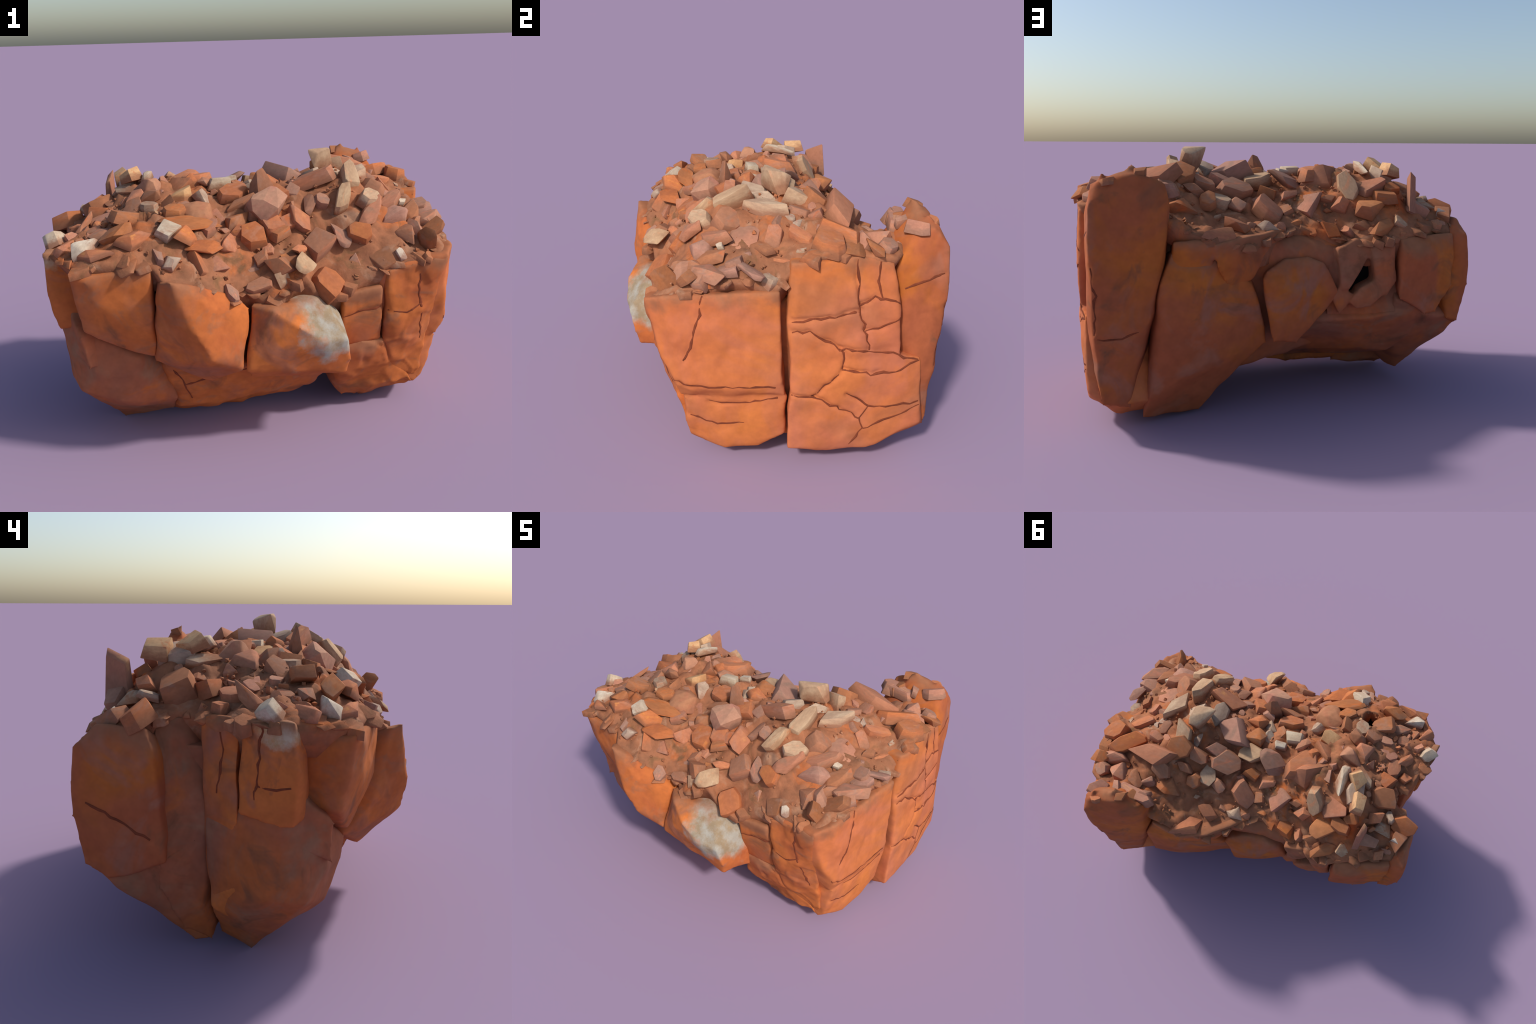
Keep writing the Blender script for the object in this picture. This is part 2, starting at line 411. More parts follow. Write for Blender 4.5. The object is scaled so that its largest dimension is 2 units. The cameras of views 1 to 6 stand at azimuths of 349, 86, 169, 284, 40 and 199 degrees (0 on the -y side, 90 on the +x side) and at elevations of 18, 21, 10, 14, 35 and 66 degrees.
# front: left block, bulging middle block, pale-topped outcrop
rock_block("block", [
    [(-.865, -.605, .93), (-.85, -.575, .78), (-.835, -.545, .64), (-.70, -.545, .54), (-.525, -.55, .48), (-.525, -.645, .945), (-.54, -.64, .72), (-.80, -.62, .90),
     (-.8, -.3, .9), (-.5, -.3, .95), (-.5, -.3, .5), (-.8, -.3, .65)],
])
rock_block("block", [
    [(-.503, -.70, .895), (-.46, -.742, .905), (-.36, -.735, .83), (-.338, -.765, .62), (-.30, -.745, .53), (-.16, -.69, .465), (-.145, -.675, .435), (-.53, -.53, .45), (-.51, -.64, .60), (-.28, -.56, .34),
     (-.10, -.62, .71), (-.13, -.645, .60), (-.27, -.72, .76), (-.2, -.64, .80), (-.5, -.4, .85), (-.12, -.4, .65), (-.3, -.3, .4)],
])
rock_block("lichen", [
    [(.0, -.70, .715), (-.09, -.62, .72), (.05, -.728, .68), (.235, -.585, .725), (.345, -.54, .61), (.392, -.53, .49), (.39, -.52, .36), (.363, -.615, .515), (.330, -.725, .545), (.350, -.70, .44), (.338, -.68, .37),
     (.225, -.748, .565), (.102, -.752, .64), (-.135, -.685, .43), (-.10, -.60, .36), (.1, -.60, .33), (.0, -.4, .74), (.25, -.4, .72), (.2, -.3, .4), (-.06, -.4, .4)],
], soft=1, facet=.003)
# front: underside shelf below the outcrop
rock_block("block", [
    [(-.50, -.50, .46), (-.15, -.565, .41), (.31, -.555, .37), (.36, -.46, .34), (.26, -.37, .165), (.18, -.27, .07), (-.16, -.23, .04), (-.42, -.24, .035), (-.42, -.38, .12), (-.05, -.39, .14), (-.55, -.15, .055), (.05, -.12, .08), (.3, -.2, .14), (.2, -.2, .5), (-.4, -.2, .5)],
], rough=.009, cracks=[[(-.45, -.50, .38), (-.40, -.48, .28), (-.37, -.44, .18)], [(-.40, -.48, .28), (-.2, -.53, .34), (-.05, -.57, .39)]])
# front right: recessed wall of squared blocks and the ragged foot
rock_block("block", [
    [(.355, -.57, .71), (.555, -.55, .73), (.57, -.515, .44), (.36, -.525, .42), (.35, -.3, .7), (.57, -.3, .7), (.5, -.3, .4)],
], cracks=[[(.36, -.56, .58), (.47, -.55, .61), (.56, -.54, .62)]])
rock_block("block", [
    [(.35, -.53, .425), (.58, -.515, .435), (.60, -.49, .30), (.36, -.49, .27), (.37, -.36, .13), (.42, -.36, .06), (.55, -.27, .0), (.75, -.30, .05), (.80, -.40, .12), (.35, -.2, .4), (.7, -.2, .4), (.35, -.2, .15), (.78, -.2, .03)],
], rough=.012)
rock_block("block", [
    [(.575, -.56, .80), (.57, -.545, .70), (.585, -.525, .44), (.64, -.50, .33), (.75, -.515, .62), (.87, -.575, .855), (.80, -.46, .33), (.6, -.3, .7), (.8, -.3, .7), (.7, -.3, .3), (.82, -.40, .14), (.66, -.44, .2)],
], rough=.009, cracks=[[(.76, -.52, .84), (.74, -.54, .72), (.75, -.52, .62), (.79, -.47, .40)], [(.59, -.54, .6), (.68, -.54, .58), (.76, -.52, .62)]])
# heart of the rock, only seen down in the clefts
rock_block("dusty", [
    [(-.84, .3, .86), (-.84, -.35, .86), (-.4, -.5, .84), (.2, -.48, .62), (.85, -.4, .78), (.90, .0, .8), (.90, .5, .9), (.4, .5, .8), (-.1, .36, .82), (-.6, .42, .8),
     (-.78, .2, .4), (-.75, -.3, .3), (.3, -.35, .25), (.85, .3, .1), (.80, -.2, .12), (.5, .35, .12), (-.2, .35, .45)],
], voxel=.02)
pillar_tree = BVHTree.FromPolygons([tuple(v.co) for v in pillar.data.vertices], [tuple(p.vertices) for p in pillar.data.polygons])

# ------------------------------------------------------------------ rubble bed: a spline surface over measured heights
BED = np.array([
    (-0.93, -0.31, 0.989), (-0.8, -0.46, 1.014), (-0.43, -0.5, 1.064), (-0.6, 0.03, 1.139), (-0.36, -0.15, 1.144), (-0.14, -0.06, 1.154), (-0.3, -0.3, 1.079), (-0.24, -0.19, 1.114),
    (0.06, -0.32, 1.034), (-0.1, -0.42, 0.959), (-0.15, -0.32, 1.034), (0, -0.2, 1.119), (0.07, 0.01, 1.154), (0.43, 0.02, 1.194), (0.5, 0.11, 1.179), (0.51, -0.2, 1.169),
    (0.43, -0.32, 1.109), (0.56, -0.33, 1.094), (0.31, -0.03, 1.174), (0.2, 0, 1.169), (0.26, 0.08, 1.139), (0.73, -0.14, 1.069), (0.62, -0.2, 1.119), (0.92, 0.22, 1.099),
    (0.78, 0.11, 1.084), (0.61, 0.3, 1.154), (0.7, -0.33, 1.004), (0.89, -0.31, 0.949), (0.78, -0.42, 0.934), (0.85, -0.18, 1.024), (0.93, -0.13, 0.989), (0.73, 0.4, 1.064),
    (0.85, 0.18, 1.104), (0.77, 0.32, 1.104), (0.82, -0.06, 1.054), (0.64, 0.21, 1.144), (0.67, -0.03, 1.134), (0.1, 0.25, 1.024), (0.12, 0.36, 0.954), (-0.2, 0.3, 1.014),
    (0.4, 0.32, 1.064), (0.48, 0.4, 1.044), (0.55, 0.47, 1.004), (0.16, -0.6, 0.869), (0.06, -0.66, 0.734), (0.17, -0.44, 0.929), (0.38, -0.42, 0.939), (0.19, -0.35, 1.014),
    (-0.45, -0.61, 0.944), (0.294, 0.278, 1.044), (-0.37, 0.26, 1.094), (-0.6, 0.2, 1.144), (-0.93, 0.19, 0.964), (-0.9, 0.36, 0.894), (-0.58, 0.5, 0.874), (-0.115, 0.38, 0.934),
    (-0.32, 0.43, 0.874), (0.35, 0.647, 0.899), (-0.015, 0.413, 0.919), (0.53, 0.58, 0.984), (0.72, 0.52, 1.084), (0.9, 0.45, 1.064), (0.99, 0.09, 1.064), (0.97, 0.03, 0.974),
    (0.95, -0.03, 0.924), (0.914, -0.49, 0.889), (0.865, -0.57, 0.864), (0.575, -0.56, 0.804), (0.36, -0.567, 0.724), (0.25, -0.58, 0.704), (-0.1, -0.64, 0.724), (-0.3, -0.65, 0.874),
    (-0.5, -0.686, 0.909), (-0.86, -0.6, 0.944), (-0.97, -0.4, 0.984), (-0.81, 0.03, 0.984), (0.7, -0.4, 0.944), (0.25, 0.5, 0.914), (0.12, 0.47, 0.914),
])
dd = np.linalg.norm(BED[:, None, :2] - BED[None, :, :2], axis=2)
nB = len(BED)
K = dd * dd * np.log(dd + 1e-9) + np.eye(nB) * .003
Q = np.c_[np.ones(nB), BED[:, :2]]
W = np.linalg.solve(np.block([[K, Q], [Q.T, np.zeros((3, 3))]]), np.r_[BED[:, 2], 0, 0, 0])

def bed_height(xy):
    xy = np.atleast_2d(np.asarray(xy, float))
    d = np.linalg.norm(xy[:, None] - BED[None, :, :2], axis=2)
    return (d * d * np.log(d + 1e-9)) @ W[:nB] + W[nB] + xy @ W[nB + 1:]

OUTLINE = [(.955, .0), (.935, -.25), (.895, -.485), (.85, -.555), (.70, -.545), (.575, -.545), (.36, -.55), (.25, -.57), (.06, -.63), (.0, -.635), (-.09, -.58), (-.14, -.60), (-.2, -.66), (-.35, -.68),
           (-.475, -.695), (-.52, -.63), (-.7, -.605), (-.84, -.59), (-.90, -.50), (-.965, -.41), (-.95, -.25), (-.92, -.11), (-.83, -.01), (-.81, .06), (-.92, .145), (-.955, .30), (-.90, .375), (-.6, .495),
           (-.45, .49), (-.32, .44), (-.12, .40), (-.02, .41), (.15, .56), (.35, .635), (.53, .62), (.62, .60), (.80, .60), (.95, .49), (.972, .3), (.972, .09), (.94, .04)]

def bed():
    pts = []
    for a, b in zip(OUTLINE, OUTLINE[1:] + OUTLINE[:1]):
        n = max(2, int(math.dist(a, b) / .012))
        pts += [(a[0] + (b[0] - a[0]) * i / n, a[1] + (b[1] - a[1]) * i / n) for i in range(n)]
    rim = np.array(pts)
    n, m = len(rim), 80
    rim *= 1.004 + np.array([.020 * noise.noise(Vector((x * 9, y * 9, 3))) for x, y in rim])[:, None]
    rings = [rim * (1 - (i / m) ** 1.0 * .998) for i in range(m)]
    xy = np.concatenate(rings)
    z = bed_height(xy)
    for i, (x, y) in enumerate(xy):
        p = Vector((x, y, z[i]))
        v = noise.voronoi(p * 11.0)[0]
        rough = min(1, i // n / 5 + .25)
        z[i] += rough * (.030 * (.45 - v[0]) * 1.6 + .014 * noise.fractal(p * 8, 1, 2, 4) + .004 * noise.noise(p * 60)) - .016 * (i < n) - .007 * (n <= i < 2 * n)
    verts = np.c_[xy, z]
    pits = [((-.535, -.375), .046, .12), ((-.04, -.575), .020, .05)]      # two pits between the stones, their insides coloured near-black
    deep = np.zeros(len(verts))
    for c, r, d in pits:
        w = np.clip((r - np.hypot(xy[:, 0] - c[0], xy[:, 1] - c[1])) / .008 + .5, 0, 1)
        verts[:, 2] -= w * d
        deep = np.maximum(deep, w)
    skirt = [np.c_[rim * k, np.maximum(verts[:n, 2] - dz, .4)] for k, dz in ((.985, .03), (.93, .12))]
    V = np.concatenate([skirt[1], skirt[0], verts])
    F = []
    for r in range(m + 1):
        for i in range(n):
            j = (i + 1) % n
            F.append((r * n + i, r * n + j, (r + 1) * n + j, (r + 1) * n + i))
    F.append(tuple(range(n))[::-1])
    F.append(tuple(range((m + 1) * n, (m + 2) * n)))
    me = bpy.data.meshes.new("rubble_bed")
    me.from_pydata([tuple(v) for v in V], [], F)
    me.update(); me.validate()
    me.shade_smooth()
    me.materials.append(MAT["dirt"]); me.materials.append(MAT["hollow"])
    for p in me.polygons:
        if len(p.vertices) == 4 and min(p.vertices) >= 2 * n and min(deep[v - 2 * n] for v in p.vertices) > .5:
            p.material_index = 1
    return add("rubble_bed", me, "dirt"), BVHTree.FromPolygons([tuple(v) for v in V], F)

bed_object, bed_tree = bed()

# ------------------------------------------------------------------ stones
def stone_mesh(seed, kind):
    """A unit stone: slab (broken polygonal plate), wedge (plate thinning to an edge), chunk, lump or shard."""
    r = random.Random(seed)
    pts = []
    if kind in ("slab", "wedge"):
        n = r.randint(4, 7)
        turn, k = r.uniform(0, 6), r.uniform(.72, .95)
        sx, sy = r.uniform(-.3, .3), r.uniform(-.3, .3)
        for i in range(n):
            a = turn + (i + r.uniform(-.3, .3)) * math.tau / n
            q = r.uniform(.42, .56)
            x, y = q * math.cos(a), q * math.sin(a)
            pts.append((x, y, -.5 + r.uniform(0, .15)))
            if kind == "slab":
                pts.append((x * k * r.uniform(.85, 1.05), y * k * r.uniform(.85, 1.05), .42 + sx * x + sy * y))
            else:
                pts.append((x * k, y * .9, .1 + .8 * x))
    elif kind == "shard":
        for i in range(4):
            a = i * math.tau / 4 + r.uniform(-.5, .5)
            pts.append((.5 * math.cos(a), .5 * math.sin(a), -.4 + r.uniform(-.1, .1)))
            pts.append((.42 * math.cos(a), .42 * math.sin(a), r.uniform(-.1, .15)))
        pts += [(r.uniform(-.2, .2), r.uniform(-.2, .2), .55), (r.uniform(-.2, .2), r.uniform(-.2, .2), .48)]
    else:
        for _ in range(11 if kind == "chunk" else 20):
            v = Vector([r.gauss(0, 1) for _ in range(3)]).normalized() * r.uniform(.48, .60)
            pts.append((v.x, v.y, max(-.42, min(.42, v.z))))
    bm = hull_bm(pts)
    bmesh.ops.dissolve_limit(bm, angle_limit=math.radians(16), verts=bm.verts[:], edges=bm.edges[:])
    bmesh.ops.bevel(bm, geom=bm.edges[:], offset=.045 if kind != "lump" else .05, segments=2, profile=.6, affect="EDGES", clamp_overlap=True)
    bmesh.ops.triangulate(bm, faces=[f for f in bm.faces if len(f.verts) > 4])
    bmesh.ops.recalc_face_normals(bm, faces=bm.faces[:])
    for f in bm.faces:
        f.smooth = True
    for e in bm.edges:
        e.smooth = len(e.link_faces) == 2 and e.calc_face_angle(0) < math.radians(30)
    me = bpy.data.meshes.new("stone")
    bm.to_mesh(me); bm.free()
    return me

KINDS = ["slab"] * 10 + ["chunk"] * 6 + ["wedge"] * 5 + ["lump"] * 3 + ["shard"] * 4
SHAPES = [stone_mesh(i + 40, k) for i, k in enumerate(KINDS)]
LINKED = {}

def stone(x, y, z, l, w, h, yaw, mat, shape=None, tilt=None):
    if shape is None:
        shape = rng.choice([i for i, k in enumerate(KINDS) if (k in ("lump", "chunk")) == (mat == "round") or (mat != "round" and k == "chunk")])
    i = shape
    if (i, mat) not in LINKED:
        me = SHAPES[i].copy()
        me.materials.append(MAT[mat])
        LINKED[i, mat] = me
    ob = bpy.data.objects.new("stone", LINKED[i, mat])
    bpy.context.collection.objects.link(ob)
    ob.parent = bed_object
    g = (bed_height((x + .03, y))[0] - bed_height((x - .03, y))[0]) / .06, (bed_height((x, y + .03))[0] - bed_height((x, y - .03))[0]) / .06
    if h > l:
        g = (0, 0)                           # an upright plate stands plumb
    slope = Vector((0, 0, 1)).rotation_difference(Vector((-g[0] * .8, -g[1] * .8, 1)).normalized()).to_matrix().to_4x4()
    tx, ty = tilt or (rng.gauss(0, 13), rng.gauss(0, 13))
    rot = slope @ Matrix.Rotation(math.radians(yaw), 4, "Z") @ Matrix.Rotation(math.radians(tx), 4, "X") @ Matrix.Rotation(math.radians(ty), 4, "Y")
    ob.matrix_local = Matrix.Translation((x, y, z)) @ rot @ Matrix.Diagonal((l, w, h, 1))
    return ob

# stones that can be told apart: x, y, z, length, width, height, heading, stone type
STONES = [
    (0.801, -0.464, 0.907, 0.156, 0.072, 0.150, 109, "brown"),
    (0.911, -0.353, 0.947, 0.156, 0.108, 0.063, 169, "brown"),
    (0.801, -0.343, 0.982, 0.156, 0.084, 0.049, 49, "brown"),
    (0.620, -0.200, 1.112, 0.168, 0.156, 0.090, 119, "brown"),
    (0.730, -0.140, 1.068, 0.216, 0.192, 0.111, 9, "orange"),
    (0.870, -0.188, 1.026, 0.132, 0.108, 0.063, 19, "brown"),
    (0.833, -0.055, 1.061, 0.108, 0.060, 0.035, 59, "brown"),
    (0.313, -0.169, 1.179, 0.264, 0.144, 0.083, 179, "orange"),
    (0.204, -0.205, 1.149, 0.108, 0.084, 0.049, 69, "brown"),
    (0.806, 0.269, 1.122, 0.300, 0.132, 0.076, 39, "orange"),
    (0.650, 0.183, 1.160, 0.108, 0.096, 0.056, 19, "pink"),
    (0.495, 0.214, 1.161, 0.192, 0.168, 0.097, 169, "brown"),
    (0.629, 0.307, 1.147, 0.336, 0.180, 0.104, 9, "pink"),
    (0.856, 0.367, 1.094, 0.192, 0.132, 0.076, 179, "pink"),
    (0.802, 0.453, 1.081, 0.168, 0.156, 0.090, 169, "orange"),
    (0.935, 0.399, 1.091, 0.132, 0.096, 0.056, 49, "brown"),
    (0.899, 0.463, 1.082, 0.108, 0.096, 0.056, 19, "brown"),
    (0.208, 0.009, 1.168, 0.276, 0.216, 0.125, 159, "pink"),
    (0.113, -0.094, 1.177, 0.156, 0.108, 0.063, 9, "orange"),
    (0.112, -0.213, 1.127, 0.168, 0.144, 0.083, 19, "orange"),
    (0.084, 0.006, 1.166, 0.180, 0.156, 0.090, 19, "brown"),
    (0.073, 0.096, 1.135, 0.194, 0.122, 0.071, 9, "pale"),
    (0.282, 0.147, 1.126, 0.144, 0.144, 0.083, 19, "brown"),
    (0.199, 0.178, 1.091, 0.240, 0.156, 0.090, 9, "brown"),
    (0.377, 0.215, 1.128, 0.156, 0.108, 0.063, 149, "brown"),
    (0.294, 0.278, 1.033, 0.132, 0.143, 0.083, 19, "pale"),
    (0.212, 0.309, 1.015, 0.108, 0.132, 0.076, 19, "brown"),
    (0.054, 0.308, 0.995, 0.228, 0.156, 0.090, 139, "pink"),
    (0.239, 0.470, 0.940, 0.156, 0.120, 0.070, 179, "pink"),
    (0.036, 0.203, 1.073, 0.120, 0.108, 0.063, 19, "brown"),
    (0.366, 0.349, 1.047, 0.132, 0.108, 0.063, 19, "brown"),
    (0.497, 0.434, 1.032, 0.216, 0.144, 0.083, 179, "brown"),
    (0.640, 0.560, 1.116, 0.276, 0.120, 0.070, 164, "orange"),
    (0.840, 0.600, 1.147, 0.156, 0.108, 0.063, 19, "orange"),
    (0.820, 0.670, 1.163, 0.096, 0.060, 0.035, 19, "orange"),
    (0.860, 0.700, 1.069, 0.132, 0.096, 0.056, 19, "brown"),
    (0.160, -0.580, 0.885, 0.153, 0.132, 0.077, 109, "pale"),
    (0.060, -0.670, 0.751, 0.112, 0.082, 0.047, 109, "pale"),
    (0.053, -0.558, 0.868, 0.156, 0.132, 0.076, 139, "brown"),
    (-0.048, -0.614, 0.774, 0.156, 0.084, 0.049, 179, "brown"),
    (0.145, -0.356, 1.022, 0.132, 0.120, 0.070, 19, "pink"),
    (0.175, -0.472, 0.921, 0.132, 0.072, 0.042, 19, "orange"),
    (0.060, -0.358, 1.019, 0.180, 0.132, 0.076, 109, "orange"),
    (-0.084, -0.378, 1.005, 0.144, 0.108, 0.063, 19, "orange"),
    (-0.162, -0.431, 0.975, 0.144, 0.144, 0.083, 19, "orange"),
    (-0.222, -0.555, 0.909, 0.120, 0.096, 0.056, 19, "orange"),
    (-0.304, -0.590, 0.936, 0.156, 0.132, 0.076, 179, "orange"),
    (-0.430, -0.500, 1.059, 0.153, 0.132, 0.106, 179, "white"),
    (-0.335, -0.423, 1.069, 0.324, 0.108, 0.063, 19, "brown"),
    (-0.288, -0.305, 1.074, 0.204, 0.180, 0.144, 49, "round"),
    (-0.393, -0.356, 1.116, 0.144, 0.084, 0.049, 19, "brown"),
    (-0.060, -0.242, 1.106, 0.180, 0.072, 0.042, 19, "brown"),
    (-0.091, -0.172, 1.138, 0.204, 0.108, 0.063, 14, "orange"),
    (-0.222, -0.197, 1.126, 0.153, 0.102, 0.059, 159, "grey"),
    (-0.360, -0.140, 1.149, 0.194, 0.132, 0.106, 4, "tan"),
    (-0.418, -0.268, 1.134, 0.132, 0.132, 0.076, 19, "brown"),
    (-0.524, -0.317, 1.124, 0.216, 0.168, 0.097, 79, "orange"),
    (-0.803, -0.491, 1.013, 0.173, 0.112, 0.090, 34, "white"),
    (-0.943, -0.310, 0.998, 0.132, 0.102, 0.082, 59, "white"),
    (-0.811, -0.203, 1.039, 0.180, 0.072, 0.042, 49, "pink"),
    (-0.659, -0.481, 1.054, 0.180, 0.132, 0.076, 19, "brown"),
    (-0.575, -0.523, 1.049, 0.216, 0.120, 0.070, 19, "orange"),
    (-0.764, -0.561, 1.002, 0.204, 0.072, 0.042, 169, "orange"),
    (-0.622, -0.357, 1.103, 0.168, 0.120, 0.070, 19, "brown"),
    (-0.138, -0.058, 1.166, 0.153, 0.102, 0.082, 9, "white"),
    (-0.074, 0.012, 1.170, 0.102, 0.061, 0.049, 9, "white"),
    (-0.260, 0.012, 1.184, 0.120, 0.096, 0.056, 19, "orange"),
    (-0.202, -0.033, 1.176, 0.108, 0.096, 0.056, 19, "brown"),
    (-0.340, -0.045, 1.180, 0.168, 0.144, 0.083, 19, "pink"),
    (-0.503, -0.050, 1.164, 0.168, 0.156, 0.125, 19, "round"),
    (-0.497, -0.197, 1.150, 0.144, 0.120, 0.070, 109, "brown"),
    (-0.069, 0.112, 1.129, 0.240, 0.156, 0.090, 179, "brown"),
    (-0.257, 0.132, 1.148, 0.312, 0.204, 0.118, 29, "pink"),
    (-0.491, 0.105, 1.192, 0.204, 0.092, 0.073, 99, "white"),
    (-0.609, 0.035, 1.153, 0.163, 0.082, 0.047, 129, "grey"),
    (-0.372, 0.260, 1.107, 0.234, 0.112, 0.065, 99, "pale"),
    (-0.491, 0.260, 1.120, 0.192, 0.156, 0.090, 179, "orange"),
    (-0.317, 0.322, 1.022, 0.132, 0.120, 0.070, 19, "orange"),
    (-0.154, 0.289, 1.029, 0.240, 0.132, 0.076, 59, "orange"),
    (-0.489, 0.365, 0.999, 0.204, 0.192, 0.153, 19, "round"),
    (-0.552, 0.329, 1.060, 0.168, 0.108, 0.063, 159, "brown"),
    (-0.605, 0.286, 1.097, 0.108, 0.084, 0.049, 19, "brown"),
    (-0.742, 0.214, 1.063, 0.132, 0.084, 0.049, 49, "orange"),
    (-0.797, 0.263, 1.009, 0.132, 0.112, 0.065, 19, "grey"),
    (-0.813, 0.174, 1.028, 0.102, 0.061, 0.035, 109, "grey"),
    (-0.910, 0.190, 0.963, 0.216, 0.144, 0.083, 179, "orange"),
    (-0.932, 0.288, 0.937, 0.144, 0.132, 0.076, 109, "brown"),
    (-0.934, 0.305, 0.931, 0.082, 0.071, 0.057, 19, "white"),
    (-0.735, -0.034, 1.053, 0.156, 0.132, 0.076, 19, "orange"),
    (-0.737, 0.091, 1.057, 0.204, 0.180, 0.104, 19, "brown"),
    (-0.719, 0.349, 0.996, 0.156, 0.132, 0.076, 19, "brown"),
    (-0.412, 0.430, 0.925, 0.120, 0.084, 0.049, 19, "brown"),
    (-0.514, 0.472, 0.907, 0.204, 0.108, 0.063, 19, "brown"),
    (0.195, -0.351, 1.022, 0.183, 0.167, 0.097, 130, "orange"),
    (0.089, -0.406, 0.987, 0.133, 0.100, 0.058, 39, "brown"),
    (-0.035, -0.411, 0.974, 0.167, 0.150, 0.087, 39, "orange"),
    (0.018, -0.273, 1.078, 0.217, 0.167, 0.097, 145, "orange"),
    (0.062, -0.207, 1.131, 0.150, 0.117, 0.068, 130, "pink"),
    (-0.094, -0.329, 1.039, 0.183, 0.133, 0.077, 39, "brown"),
    (-0.246, -0.395, 1.037, 0.133, 0.100, 0.058, 39, "orange"),
    (-0.346, -0.496, 1.034, 0.233, 0.133, 0.077, 39, "orange"),
    (-0.278, -0.519, 0.976, 0.233, 0.117, 0.068, 39, "orange"),
    (-0.431, -0.622, 0.954, 0.113, 0.085, 0.049, 39, "grey"),
    (0.384, -0.424, 0.952, 0.150, 0.100, 0.058, 130, "brown"),
    (0.479, -0.435, 0.963, 0.150, 0.133, 0.077, 130, "orange"),
    (0.272, -0.424, 0.927, 0.200, 0.183, 0.106, 39, "brown"),
    (0.293, -0.574, 0.714, 0.200, 0.183, 0.106, 130, "orange"),
    (0.698, -0.326, 1.017, 0.233, 0.167, 0.097, 39, "pink"),
    (0.549, -0.378, 1.050, 0.233, 0.117, 0.068, 39, "pink"),
    (0.691, -0.265, 1.067, 0.233, 0.100, 0.058, 39, "pink"),
    (0.763, -0.237, 1.048, 0.057, 0.057, 0.045, 39, "white"),
    (0.921, -0.126, 1.006, 0.167, 0.083, 0.048, 39, "pink"),
    (0.884, -0.294, 0.971, 0.233, 0.150, 0.087, 14, "brown"),
    (0.949, -0.224, 0.982, 0.133, 0.083, 0.048, 39, "pink"),
    (0.767, -0.397, 0.958, 0.183, 0.117, 0.068, 106, "brown"),
    (0.796, -0.281, 1.009, 0.183, 0.133, 0.077, 39, "brown"),
    (0.718, -0.419, 0.946, 0.167, 0.133, 0.077, 97, "brown"),
    (0.856, -0.405, 0.943, 0.217, 0.100, 0.058, 39, "brown"),
    (0.666, -0.537, 0.865, 0.071, 0.057, 0.045, 130, "white"),
    (-0.562, -0.415, 1.106, 0.167, 0.100, 0.058, 39, "brown"),
    (-0.576, -0.259, 1.128, 0.133, 0.117, 0.068, 39, "brown"),
    (-0.551, -0.143, 1.143, 0.167, 0.150, 0.087, 130, "orange"),
    (-0.229, 0.090, 1.162, 0.300, 0.150, 0.087, 39, "orange"),
    (0.368, 0.708, 0.903, 0.250, 0.150, 0.087, 39, "orange"),
    (.40, .03, 1.245, .17, .14, .22, 30, "pale", 12, (0, -10)),
    (.505, .11, 1.175, .21, .13, .12, 120, "pale", 2, (0, 12)),
    (.50, -.19, 1.185, .25, .10, .09, 85, "pale", 1, (6, -14)),
    (.43, -.32, 1.115, .22, .09, .08, 65, "pale", 4, (4, -8)),
    (.56, -.33, 1.105, .17, .10, .07, 47, "pale", 0, (-4, 6)),
    (.60, -.03, 1.175, .24, .13, .07, 65, "pale", 3, (-10, 0)),
    (.34, -.06, 1.175, .21, .12, .08, 70, "grey", 5, (0, 8)),
    (.47, -.04, 1.165, .18, .11, .08, 50, "pale", 2, (8, 0)),
    (-.685, .36, 1.07, .17, .05, .22, 79, "orange", 6, (0, 0)),
    (.05, -.21, 1.165, .14, .09, .19, 0, "brown", 25, (0, 0)),
    (-.57, .09, 1.205, .12, .17, .07, 0, "tan", 3, (-22, 0)),
    (-.615, .22, 1.185, .11, .17, .08, 0, "tan", 6, (30, 0)),
    (-.58, .15, 1.15, .14, .20, .10, 10, "pale", 1, (0, 0)),
    (.06, -.31, 1.10, .19, .17, .15, 30, "round", 21, (0, 0)),
    (.78, .11, 1.09, .20, .08, .07, 35, "orange", 4, (0, 0)),
    (.915, .215, 1.105, .19, .14, .08, 60, "orange", 0, (4, 4)),
    (.80, .24, 1.115, .23, .07, .06, 32, "orange", 1, (0, 0)),
    (.55, .36, 1.10, .20, .12, .09, 130, "brown", 5, (0, 0)),
]
def in_outline(x, y, k=1.0):
    c = False
    for a, b in zip(OUTLINE, OUTLINE[1:] + OUTLINE[:1]):
        if (a[1] * k > y) != (b[1] * k > y) and x < (b[0] - a[0]) * k * (y - a[1] * k) / ((b[1] - a[1]) * k) + a[0] * k:
            c = not c
    return c

placed = [(-.535, -.41, .13), (-.04, -.58, .03)]
for s in STONES:
    x, y = s[0], s[1]
    if s[2] < 1.08 or x < .5:
        while not in_outline(x, y, .95 if y > .2 else .975):             # nothing may hang off the rim
            x, y = x * .985, y * .98
    z = s[2] + (bed_height((x, y))[0] - bed_height(s[:2])[0] if (x, y) != s[:2] else 0)
    s = (x, y, z) + s[3:]
    if math.hypot(s[0] + .535, s[1] + .42) < .105 and s[7] != "white":
        continue
    stone(*s)
    placed.append((s[0], s[1], max(s[3], s[4]) / 2))

def bare(x, y):
    """How bare the dirt lies: the sandy ledge at the rear, the smooth slopes at the front edge."""
    g = lambda cx, cy, r: math.exp(-((x - cx) ** 2 + (y - cy) ** 2) / r ** 2)
    return min(1, g(.25, .5, .2) + g(.5, .5, .16) + .8 * g(.55, -.48, .15) + .7 * g(.75, -.48, .13) + .9 * g(-.25, -.57, .16) + .8 * g(-.65, -.56, .13) + .5 * g(-.85, -.5, .1) + .5 * g(.62, .0, .08) + .6 * g(.1, -.62, .15) + .5 * g(.3, -.5, .1))

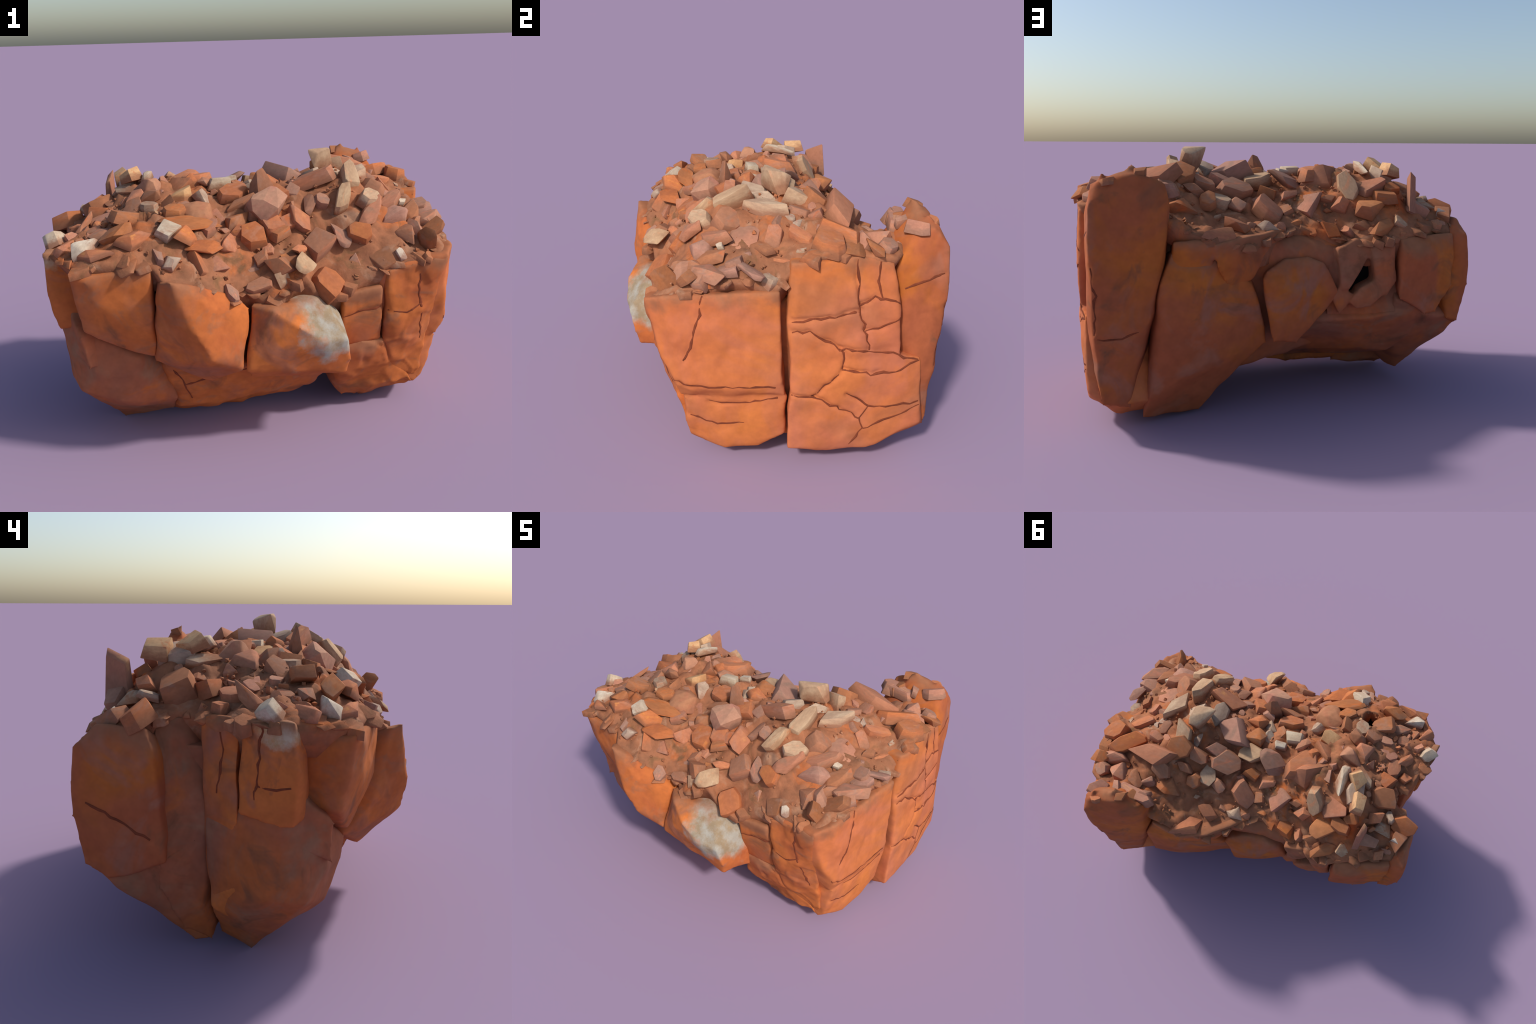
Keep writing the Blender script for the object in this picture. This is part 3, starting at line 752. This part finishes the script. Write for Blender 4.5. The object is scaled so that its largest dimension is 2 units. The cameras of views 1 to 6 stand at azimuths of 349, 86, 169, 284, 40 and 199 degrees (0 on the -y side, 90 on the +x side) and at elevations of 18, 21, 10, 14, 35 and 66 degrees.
# crumbled top of the rear pillar
for _ in range(5):
    x, y = rng.uniform(.58, .87), rng.uniform(.56, .68)
    hit = pillar_tree.ray_cast(Vector((x, y, 2)), Vector((0, 0, -1)))[0]
    if hit and hit.z > 1.0:
        l = rng.uniform(.09, .15)
        stone(x, y, hit.z - .004, l, l * rng.uniform(.5, .8), l * rng.uniform(.35, .6), rng.uniform(0, 180), rng.choice(("brown", "brown", "orange", "pink")))

count, tries = len(placed), 0
while count < 230 and tries < 20000:
    tries += 1
    x, y = rng.uniform(-.97, .97), rng.uniform(-.68, .63)
    r = rng.choice((.07, .055, .045)) if tries < 4000 else rng.uniform(.022, .040)
    if not in_outline(x, y, .965) or rng.random() < bare(x, y):
        continue
    if any(math.hypot(x - a, y - b) < (r + c) * .62 for a, b, c in placed):
        continue
    placed.append((x, y, r))
    l = 2.3 * r
    w, h = l * rng.uniform(.55, .9), l * rng.uniform(.35, .6)
    stone(x, y, bed_height((x, y))[0] + rng.uniform(-.3, .1) * h, l, w, h, rng.uniform(0, 180),
          rng.choices(("brown", "orange", "pink", "grey", "pale"), (54, 28, 8, 7, 3))[0])
    count += 1

def grit():
    """Crumbs too small to pick apart, joined into one part."""
    bm = bmesh.new()
    for k in range(520):
        while True:
            x, y = rng.uniform(-.97, .97), rng.uniform(-.68, .63)
            if in_outline(x, y, .97):
                break
        r = rng.uniform(.005, .014)
        z = bed_height((x, y))[0] + r * .3
        M = Matrix.Translation((x, y, z)) @ Matrix.Rotation(rng.uniform(0, 6), 4, Vector([rng.gauss(0, 1) for _ in range(3)]).normalized())
        vs = [bm.verts.new(M @ Vector([c * r * rng.uniform(.7, 1.3) for c in v])) for v in
              ((1, 0, 0), (-1, 0, 0), (0, 1, 0), (0, -1, 0), (0, 0, 1), (0, 0, -1))]
        for a in (0, 1):
            for b in (2, 3):
                for c in (4, 5):
                    f = (vs[a], vs[b], vs[c])
                    bm.faces.new(f if (a + b + c) % 2 == 0 else f[::-1])
    bmesh.ops.recalc_face_normals(bm, faces=bm.faces[:])
    me = bpy.data.meshes.new("grit")
    bm.to_mesh(me); bm.free()
    ob = add("grit", me, "dirt", bed_object)
    ob["kind"] = "stuff"

def clods():
    """Lumps of caked dirt that have slumped over the rim, hiding the straight tops of the blocks."""
    bm = bmesh.new()
    for a, b in zip(OUTLINE, OUTLINE[1:] + OUTLINE[:1]):
        for _ in range(max(1, int(math.dist(a, b) / .042))):
            k = rng.random()
            s = rng.uniform(.955, 1.003)
            x, y = (a[0] + (b[0] - a[0]) * k) * s, (a[1] + (b[1] - a[1]) * k) * s
            if y > .4 and x > .5:
                continue
            l = rng.uniform(.05, .13)
            out = Vector((x, y, 0)).normalized()
            M = (Matrix.Translation((x, y, bed_height((x, y))[0] - .014 - l * .06)) @ Vector((0, 0, 1)).rotation_difference((Vector((0, 0, 1)) + out * rng.uniform(.1, .7)).normalized()).to_matrix().to_4x4()
                 @ Matrix.Rotation(rng.uniform(0, 6), 4, "Z") @ Matrix.Diagonal((l, l * rng.uniform(.6, .9), l * rng.uniform(.28, .45), 1)))
            shape = SHAPES[rng.choice([i for i, q in enumerate(KINDS) if q in ("slab", "lump", "chunk")])].copy()
            shape.transform(M)
            bm.from_mesh(shape)
            bpy.data.meshes.remove(shape)
    me = bpy.data.meshes.new("dirt_clod")
    bm.to_mesh(me); bm.free()
    ob = add("dirt_clod", me, "dirt", bed_object)
    ob["kind"] = "stuff"

clods()
grit()
for i, me in enumerate(SHAPES):
    bpy.data.meshes.remove(me)
